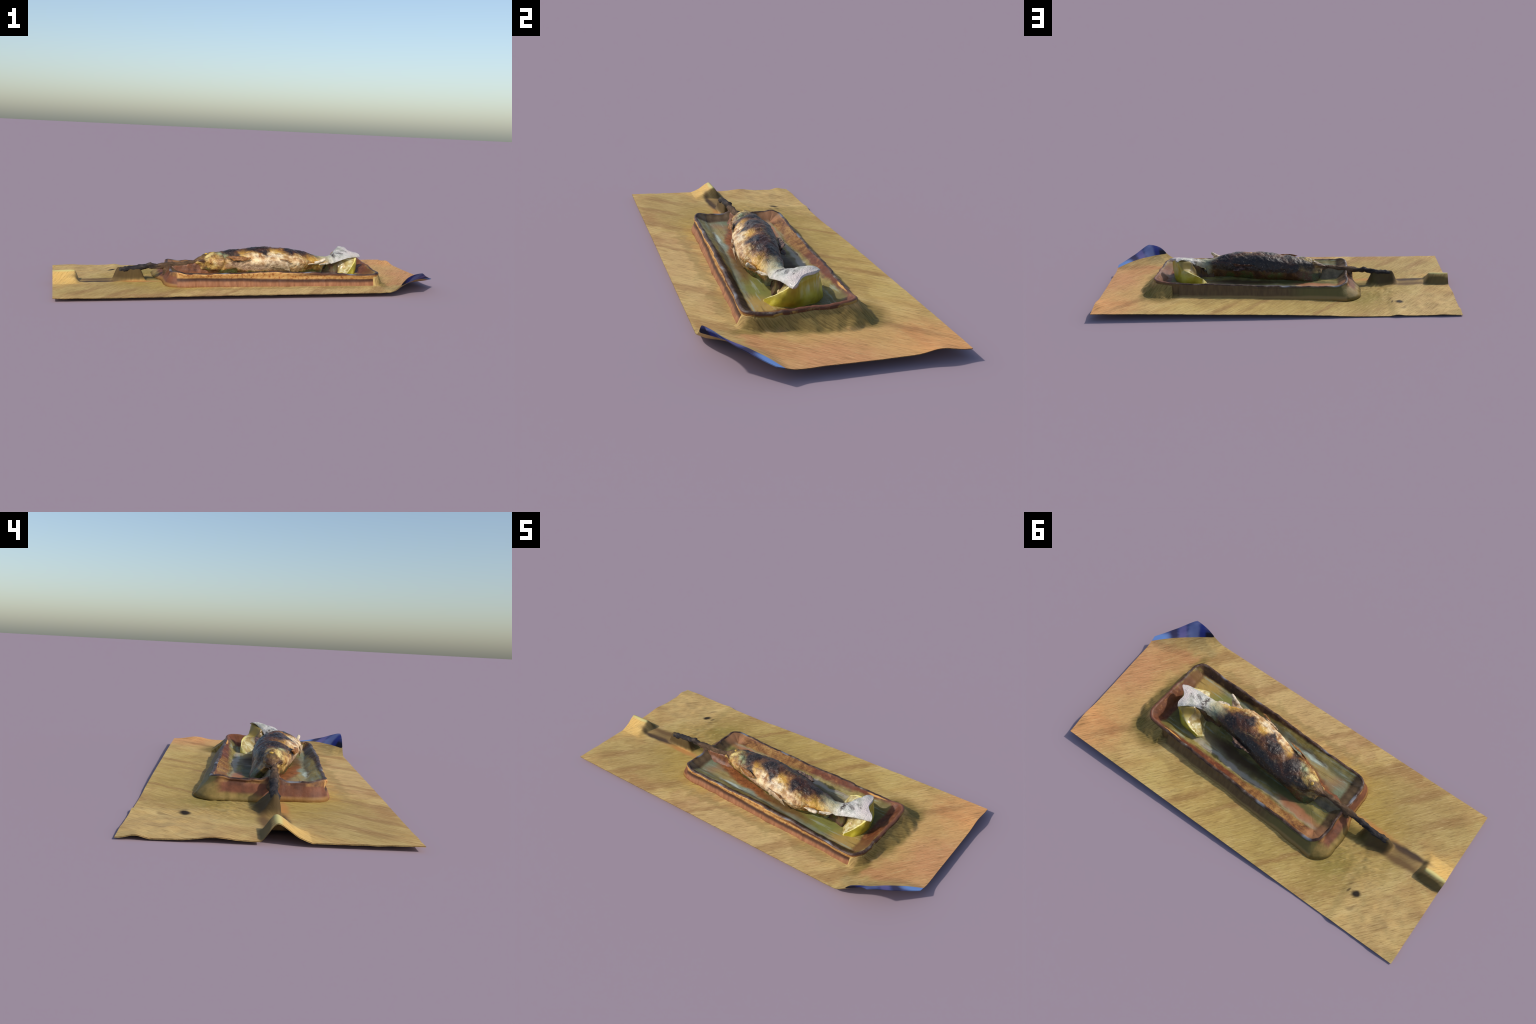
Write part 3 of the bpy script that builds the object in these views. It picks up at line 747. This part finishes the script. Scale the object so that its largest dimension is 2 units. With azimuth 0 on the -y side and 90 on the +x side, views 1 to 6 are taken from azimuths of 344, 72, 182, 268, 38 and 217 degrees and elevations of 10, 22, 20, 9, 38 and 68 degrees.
# =====================================================================
#  GRILLED FISH
# =====================================================================
#        x     yk     zk    yr     zr    yb     zb    zl     (back edge, ridge, belly edge, belly underside)
BODY = [(-0.300, -.022, .110, -.031, .116, -.040, .109, .104),
        (-0.285, -.018, .108, -.031, .119, -.045, .108, .099),
        (-0.250, .002, .109, -.029, .138, -.061, .114, .101),
        (-0.215, .011, .110, -.027, .154, -.081, .120, .098),
        (-0.170, .030, .110, -.030, .163, -.101, .125, .091),
        (-0.100, .041, .111, -.040, .170, -.119, .126, .083),
        (0.000, .042, .112, -.050, .185, -.142, .127, .080),
        (0.100, .028, .115, -.058, .194, -.166, .131, .082),
        (0.180, .012, .118, -.066, .191, -.180, .133, .082),
        (0.245, .001, .120, -.080, .186, -.183, .133, .080),
        (0.300, -.014, .121, -.084, .177, -.172, .130, .088),
        (0.360, -.029, .121, -.082, .161, -.147, .125, .095),
        (0.415, -.038, .122, -.079, .150, -.129, .121, .102),
        (0.460, -.036, .126, -.077, .149, -.119, .122, .108)]
# tail fin: three lines from root to trailing edge (near edge, middle, far edge)
T_NEAR = [(0, .460, -.119, .128), (.2, .500, -.113, .138), (.5, .565, -.106, .152), (.8, .618, -.096, .157), (1, .642, -.087, .155)]
T_MID = [(0, .460, -.077, .149), (.2, .490, -.070, .156), (.5, .532, -.055, .168), (.8, .570, -.040, .176), (1, .594, -.029, .173)]
T_FAR = [(0, .460, -.036, .133), (.2, .492, -.026, .152), (.5, .530, .004, .184), (.8, .556, .032, .197), (1, .574, .045, .190)]
PER = 14

def body_ring(x):
    yk, zk, yr, zr, yb, zb, zl = curve([x], BODY)[0]
    grounded = float(sstep(-0.275, -0.235, x)*(1 - sstep(0.408, 0.428, x)))
    fl = 0.043
    fy = float(curve([x], [(-.30, -.01), (-.25, .035), (-.19, .050), (-.13, .034), (-.05, .014), (.05, .006), (.16, -.016), (.30, -.045), (.46, -.05)])[0])
    back_f = (lerp(yk + 0.004, fy, grounded), lerp(zl + 0.004, fl, grounded))
    front_f = (lerp(yr, yb, lerp(0.35, 0.42, grounded)), lerp(zl - 0.001, fl, grounded))
    pts = [(yk, zk), (yk + (yr-yk)*0.30, zk + (zr-zk)*0.74), (yr, zr), (yr + (yb-yr)*0.62, zr - (zr-zb)*0.36),
           (yb, zb), (yb + (yr-yb)*0.22, zl), front_f, back_f]
    return [(x, p[0], p[1]) for p in pts]

def tail_ring(t):
    a, b, c = (curve([t], q)[0] for q in (T_NEAR, T_MID, T_FAR))
    th = lerp(0.030, 0.021, float(sstep(0, 0.5, t)))
    def at(w, dz):
        l = a*w*(w-1)/2 + b*(1-w*w) + c*w*(w+1)/2
        return (l[0], l[1], l[2] + dz)
    e = 0.016*float(sstep(0.75, 1.0, t))            # rounded lobes
    def push(p, dx): return (p[0] + dx, p[1], p[2])
    return [at(1, -th*0.55), push(at(.66, 0), e*.8), at(0, 0), push(at(-.66, 0), e), at(-1, -th*0.55),
            push(at(-.62, -th), e), at(0, -th*1.1), push(at(.62, -th), e*.8)]

def build_fish():
    e = thing("grilled_fish", (0.1, -0.07, 0.055), "whole charcoal-grilled fish on a burnt skewer with salted white tail", "grilled fish")
    rings = []
    for x in np.linspace(-0.300, 0.450, 226): rings.append(closed_spline(body_ring(x), PER))
    for t in np.linspace(0.03, 1.0, 52): rings.append(closed_spline(tail_ring(t), PER))
    rings = np.array(rings); n, m = rings.shape[:2]
    V, F = loft(rings, True, True, False)
    o = (n-1)*m
    for j in range(m//2):                       # thin trailing edge of the tail
        a, b = o + j, o + j + 1
        c, d = o + (m - j - 1) % m, o + (m - j) % m
        q = [a, b, c, d]
        q = [v for i, v in enumerate(q) if v not in q[:i]]
        if len(q) > 2: F.append(tuple(q))
    N = vert_normals(V, F)
    # relief: blistered char bands, slanting skin folds, gill cover, mouth line, wrinkled belly
    bumps = [(-0.078, -0.045, 0.022, 0.05, .0055), (0.020, -0.050, 0.028, 0.045, .0045), (0.235, -0.090, 0.030, 0.04, .0060),
             (0.10, -0.06, 0.05, 0.03, .002), (-0.185, -0.045, 0.022, 0.03, .0035), (0.30, -0.12, 0.03, 0.03, -.003),
             (-0.135, -0.03, 0.012, 0.06, -.0030), (0.16, -0.10, 0.018, 0.05, -.0035), (-0.03, -0.08, 0.014, 0.05, -.0035)]
    for i in range(len(V)):
        x, y, z = V[i]
        d = 0.0
        if z > 0.07:
            k = float(sstep(0.07, 0.115, z))
            for bx, by, sx, sy, h in bumps:
                xs_ = x - bx + 0.35*(y - by)
                d += k*h*math.exp(-(xs_/sx)**2 - ((y - by)/sy)**2)*(1 if N[i][2] > -0.2 else 0)
            fade = 1 - float(sstep(0.45, 0.50, x))*0.45
            d += fade*k*(0.0036*nz((x + 0.5*y, y*1.2, z*1.2), 16, 1.0) + 0.0022*nz((x, y, z), 55, 2.0) - 0.002)
            f = nz((x*1.0 + 0.6*y, y*0.35, z*0.35), 26, 6.0, 2)
            d -= fade*k*0.0022*max(0.0, 1 - abs(f)*6)*(1 if x < 0.4 and y < -0.03 else 0)
            # gill cover: step along an arc behind the head
            g = math.hypot(x + 0.215, (z - 0.135)*0.8) - 0.078
            if y < -0.05: d += 0.0040*float(sstep(0.012, 0.0, g))*float(sstep(-0.10, -0.02, g)) - 0.003*math.exp(-((g - 0.012)/0.006)**2)
            # mouth slit
            if x < -0.225:
                mz = 0.110 + (x + 0.30)*0.10
                d -= 0.005*math.exp(-((z - mz)/0.0035)**2)
        else:
            d += 0.004*nz((x, y, z*0.3), 24, 8.0)
        V[i] += N[i]*d
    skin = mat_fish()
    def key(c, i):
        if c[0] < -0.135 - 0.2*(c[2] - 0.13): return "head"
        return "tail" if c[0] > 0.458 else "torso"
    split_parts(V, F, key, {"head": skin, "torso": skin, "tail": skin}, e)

    # ---- fins: thick tapering flaps lofted from a root line to a tip line
    def flap(name, root, tip, thick, mat, nu=20, nv=12, crinkle=0.003, seed=1.0, bow=(0, 0, 0)):
        root, tip = np.asarray(root, float), np.asarray(tip, float)
        def line(P, u):
            t = np.linspace(0, 1, len(P))
            return curve([u], np.column_stack([t, P]))[0]
        top = np.zeros((nu, nv, 3))
        for i in range(nu):
            u = i/(nu-1)
            for j in range(nv):
                v = j/(nv-1)
                p = lerp(line(root, u), line(tip, u), v) + np.array(bow)*math.sin(math.pi*v)
                p = p + np.array([0.3, 0.7, 0.7])*crinkle*nz(p, 60, seed)*(0.3 + v)
                top[i, j] = p
        du = np.gradient(top, axis=0); dv = np.gradient(top, axis=1)
        nn = np.cross(du, dv); nn /= np.linalg.norm(nn, axis=2)[..., None] + 1e-9
        uu = np.linspace(0, 1, nu)[:, None, None]; vv = np.linspace(0, 1, nv)[None, :, None]
        th = thick*(0.25 + 0.75*(1 - vv))*np.sqrt(np.clip(1 - (2*uu - 1)**4, 0.02, 1))
        A, B = top + nn*th*0.5, top - nn*th*0.5
        V = np.concatenate([A.reshape(-1, 3), B.reshape(-1, 3)]); o = nu*nv; F = []
        for i in range(nu-1):
            for j in range(nv-1):
                a = i*nv + j
                F += [(a, a+nv, a+nv+1, a+1), (o+a, o+a+1, o+a+nv+1, o+a+nv)]
        edge = [i*nv for i in range(nu)] + [(nu-1)*nv + j for j in range(1, nv)] + [i*nv + nv-1 for i in range(nu-2, -1, -1)] + [j for j in range(nv-2, -1, -1)]
        for p, q in zip(edge[:-1], edge[1:]): F.append((p, o+p, o+q, q))
        return make_mesh(name, V, F, mat, e)

    brown = mat_fin("browned_fin", [(0.32, C(84, 48, 22)), (0.5, C(146, 96, 46)), (0.68, C(190, 142, 80))])
    pale = mat_fin("pale_fin", [(0.34, C(142, 112, 82)), (0.52, C(200, 172, 134)), (0.7, C(226, 206, 174))])
    burnt = mat_fin("burnt_fin", [(0.34, C(44, 32, 28)), (0.52, C(92, 66, 54)), (0.7, C(140, 112, 96))])
    bone = mat_fin("bone_white_fin", [(0.34, C(178, 156, 120)), (0.55, C(220, 204, 176)), (0.7, C(238, 228, 208))])
    flap("pectoral_fin", [(-0.122, -.112, .150), (-0.095, -.124, .140), (-0.085, -.126, .130)],
         [(-0.055, -.126, .155), (0.004, -.146, .146), (-0.030, -.148, .134)], 0.007, brown, seed=2.0, bow=(0, -.006, .003))
    flap("pelvic_fin", [(0.095, -.164, .140), (0.150, -.176, .138), (0.195, -.180, .136)],
         [(0.110, -.166, .104), (0.175, -.170, .094), (0.214, -.174, .080)], 0.010, pale, seed=3.0, bow=(0, -.004, 0))
    flap("pelvic_fin", [(0.150, -.178, .147), (0.175, -.182, .146), (0.195, -.184, .142)],
         [(0.165, -.190, .147), (0.200, -.197, .143), (0.214, -.195, .140)], 0.005, brown, seed=4.0)
    flap("dorsal_fin", [(0.130, .022, .140), (0.190, .010, .138), (0.250, -.002, .132)],
         [(0.150, .028, .152), (0.215, .022, .150), (0.268, .004, .155)], 0.009, burnt, seed=5.0, crinkle=0.008)
    flap("dorsal_fin", [(0.180, .010, .128), (0.210, .006, .125), (0.245, .000, .122)],
         [(0.190, .028, .122), (0.225, .026, .112), (0.258, .014, .110)], 0.008, burnt, seed=6.0, crinkle=0.008)
    flap("anal_fin", [(0.305, -.160, .118), (0.345, -.148, .116), (0.375, -.140, .114)],
         [(0.352, -.172, .124), (0.385, -.180, .132), (0.392, -.168, .128)], 0.010, pale, seed=7.0, crinkle=0.006)
    flap("anal_fin", [(0.385, -.136, .112), (0.415, -.126, .113), (0.450, -.118, .117)],
         [(0.392, -.150, .112), (0.420, -.142, .114), (0.448, -.128, .118)], 0.010, bone, seed=8.0, crinkle=0.006)
    Vn, Fn = tube([(0.350, -.168, .126), (0.372, -.174, .133), (0.390, -.180, .142), (0.402, -.184, .149), (0.406, -.185, .152)],
                  [.0085, .0085, .0090, .0075, .003], 12, 3.0, 0.25)
    make_mesh("fin_spine", Vn, Fn, bone, e)
    # ---- eye
    k = Mat("cooked_eye", 0.3, 0.5); nn = k.noise(90, 3, 0.6)
    eye_m = k.finish(k.ramp(nn, [(0.35, C(150, 112, 40)), (0.6, C(200, 164, 66))]), nn, 0.002, 0.3)
    rings = []
    for a in np.linspace(0.05, math.pi - 0.05, 12):
        rings.append([(-0.212 + 0.0095*math.sin(a)*math.cos(b), -0.028 + 0.0095*math.sin(a)*math.sin(b), 0.1515 + 0.0050*math.cos(a))
                      for b in np.linspace(0, 2*math.pi, 20, endpoint=False)])
    Ve, Fe = loft(rings[::-1])
    make_mesh("eye", Ve, Fe, eye_m, e)
    # ---- skewer through the mouth, burnt towards the free end
    char = mat_char()
    px = np.linspace(-0.255, -0.676, 70)
    path = np.column_stack([px, curve(-px, [(.25, -.032), (.30, -.037), (.42, -.033), (.53, -.026), (.60, -.024), (.68, -.028)]),
                            curve(-px, [(.25, .112), (.30, .105), (.36, .096), (.42, .091), (.48, .086), (.515, .086), (.56, .078), (.62, .071), (.66, .066), (.68, .055)])])
    rad = curve(-px, [(.25, .007), (.29, .011), (.36, .0135), (.43, .0160), (.47, .0135), (.515, .0150), (.53, .0135), (.62, .0145), (.66, .0155), (.678, .007)])
    path[:, 2] += 0.006*np.exp(-((px + 0.515)/0.008)**2)
    Vs, Fs = tube(path, rad, 18, 5.0, 0.38)
    make_mesh("skewer", Vs, Fs, char, e)
    # ---- baked-on drip where the stick crosses the tray rim
    rings = []
    for t in np.linspace(0, 1, 14):
        z = lerp(0.016, 0.092, t)
        cx, cy = lerp(-0.426, -0.414, t), lerp(-0.024, -0.034, t)
        ax, ay = lerp(0.020, 0.034, t**3) , lerp(0.032, 0.017, t)
        rings.append([(cx + ax*math.cos(a)*(1 + .15*nz((a, z*20, 0), 1.2, 2.0)), cy + ay*math.sin(a)*(1 + .2*nz((a, z*20, 3), 1.2, 2.0)), z)
                      for a in np.linspace(0, 2*math.pi, 22, endpoint=False)])
    Vd, Fd = loft(rings)
    make_mesh("char_drip", Vd, Fd, char, e)
    # ---- blackened drippings that fill the space under the tail root, with one small gap left open
    rings = []
    for x in np.linspace(0.375, 0.505, 44):
        top = float(curve([x], [(.375, .118), (.404, .108), (.413, .085), (.434, .084), (.443, .104), (.46, .128), (.505, .146)])[0])
        yf, yb = float(curve([x], [(.375, -.095), (.44, -.090), (.505, -.098)])[0]), float(curve([x], [(.375, -.048), (.43, -.040), (.505, -.018)])[0])
        rings.append([(x, yf, lerp(.05, top, .85)), (x, yf - .003, lerp(.05, top, .4)), (x, yf - .012, .043), (x, yb + .016, .043),
                      (x, yb + .004, lerp(.05, top, .4)), (x, yb, lerp(.05, top, .85)), (x, (yf + yb)/2, top)])
    Vb, Fb = loft(np.array([closed_spline(r, 6) for r in rings]))
    Nb = vert_normals(Vb, Fb)
    for i in range(len(Vb)): Vb[i] += Nb[i]*0.003*nz(Vb[i]*np.array([1, 1, .3]), 40, 5.0)
    kb = Mat("dark_drippings", 0.55, 0.35); nb = kb.noise(16, 4, 0.6, kb.mapping(scale=(2, 2, .5)))
    make_mesh("drippings", Vb, Fb, kb.finish(kb.ramp(nb, [(0.34, C(46, 32, 22)), (0.5, C(92, 62, 36)), (0.62, C(84, 78, 38)), (0.72, C(110, 78, 48))]), nb, 0.004, 0.5), e)
    # ---- hardened juice fin between stick and tray inside
    rings = []
    for x in np.linspace(-0.405, -0.165, 36):
        top = float(curve([-x], [(.16, .100), (.26, .104), (.30, .100), (.36, .092), (.41, .088)])[0])
        yc = -0.036
        w = lerp(0.010, 0.012, (x + 0.405)/0.143)
        foot = lerp(0.034, 0.012, float(sstep(-0.33, -0.18, x)))
        rings.append([(x, yc - w, top), (x, yc - w - 0.010, lerp(0.052, top, .45)), (x, yc - foot - 0.014, 0.043),
                      (x, yc + foot + 0.022, 0.043), (x, yc + w + 0.018, lerp(0.052, top, .4)), (x, yc + w, top)])
    Vj, Fj = loft(np.array([closed_spline(r, 6) for r in rings]))
    Nj = vert_normals(Vj, Fj)
    for i in range(len(Vj)): Vj[i] += Nj[i]*0.004*nz(Vj[i]*np.array([1, 1, .4]), 38, 3.0)
    k = Mat("baked_drippings", 0.5, 0.4); n1 = k.noise(30, 4, 0.65)
    near = k.ramp(n1, [(0.35, C(86, 50, 30)), (0.65, C(138, 86, 52))]); far = k.ramp(n1, [(0.35, C(92, 80, 56)), (0.65, C(132, 114, 84))])
    make_mesh("drippings", Vj, Fj, k.finish(k.mix(k.half(1, -0.03, 0.01), near, far), n1, 0.004, 0.5), e)
    return e

# =====================================================================
#  LEMON WEDGE
# =====================================================================
def build_lemon():
    e = thing("lemon_wedge", (0.54, -0.03, 0.055), "yellow lemon wedge with pale flesh tucked under a fish tail", "lemon wedge")
    S = 60
    u = np.linspace(0, 1, S)
    # foot of the flesh face, foot of the rind, crest (rind side), crest (flesh side)
    A = curve(u, [(0, .530, -.158), (.2, .508, -.122), (.38, .486, -.085), (.55, .462, -.045), (.72, .448, -.005), (.86, .428, .032), (1, .408, .052)])
    B = curve(u, [(0, .545, -.160), (.12, .582, -.143), (.35, .610, -.068), (.6, .592, .022), (.8, .540, .072), (1, .440, .086)])
    Cx = curve(u, [(0, .542, -.159, .066), (.12, .585, -.125, .100), (.25, .618, -.092, .136), (.33, .622, -.072, .150), (.45, .597, -.034, .162),
                   (.58, .578, .032, .176), (.63, .562, .040, .152), (.68, .545, .046, .130), (.75, .512, .068, .120), (.86, .470, .081, .106), (1, .428, .083, .086)])
    rings = []
    for i in range(S):
        a, b, c = A[i], B[i], Cx[i]
        zf = 0.043
        w = math.sin(math.pi*min(max(u[i], 0.02), 0.98))
        thick = 0.004 + 0.010*w + 0.062*float(sstep(.26, .40, u[i])*(1 - sstep(.60, .76, u[i])))
        ax, ay = a; bx, by = b
        inx, iny = ax - c[0], ay - c[1]; L = math.hypot(inx, iny) + 1e-6
        inx, iny = inx/L, iny/L
        cc = (c[0] + inx*thick, c[1] + iny*thick, c[2] - 0.002 - 0.20*max(thick - 0.014, 0))
        bul = 0.010*w
        ox, oy = bx - ax, by - ay; l2 = math.hypot(ox, oy) + 1e-6; ox, oy = ox/l2, oy/l2
        ring = []
        ring += [(ax, ay, zf), (lerp(ax, cc[0], .22) , lerp(ay, cc[1], .22), lerp(zf, cc[2], .30)),
                 (lerp(ax, cc[0], .48), lerp(ay, cc[1], .48), lerp(zf, cc[2], .58)), (lerp(ax, cc[0], .8), lerp(ay, cc[1], .8), lerp(zf, cc[2], .85))]
        ring += [cc, (c[0], c[1], c[2])]
        ring += [(lerp(c[0], bx, .25) + ox*bul*.7, lerp(c[1], by, .25) + oy*bul*.7, lerp(c[2], zf, .25)),
                 (lerp(c[0], bx, .6) + ox*bul, lerp(c[1], by, .6) + oy*bul, lerp(c[2], zf, .6)), (bx + ox*bul*.5, by + oy*bul*.5, lerp(c[2], zf, .88)), (bx, by, zf)]
        rings.append(closed_spline(ring, 5))
    rings = np.array(rings); m = rings.shape[1]
    V, F = loft(rings)
    N = vert_normals(V, F)
    for i in range(len(V)):
        V[i] += N[i]*(0.0020*nz(V[i], 30, 2.0) + (0.002*nz(V[i]*np.array([1, 1, .3]), 60, 4.0) if (i % m) < 20 else 0))
    mats = {"flesh": mat_flesh(), "pith": mat_pith(), "rind": mat_rind()}
    def key(c, i):
        j = i % m
        if i >= (S-1)*m: return "pith"
        if j < 20: return "flesh"
        return "pith" if j < 25 else "rind"
    split_parts(V, F, key, mats, e)
    # seed in the flesh, near tip side
    sc = V.reshape(S, m, 3)[15, 9]
    rings = []
    for a in np.linspace(0.08, math.pi - 0.08, 12):
        rings.append([(sc[0] + 0.007*math.sin(a)*math.cos(b), sc[1] + 0.007*math.sin(a)*math.sin(b), sc[2] + 0.010*math.cos(a))
                      for b in np.linspace(0, 2*math.pi, 14, endpoint=False)])
    Vs, Fs = loft(rings[::-1])
    make_mesh("seed", Vs, Fs, mat_fin("lemon_seed", [(0.35, C(196, 160, 100)), (0.65, C(226, 200, 150))], 0.4), e)
    return e

build_board()
build_tray()
build_fish()
build_lemon()
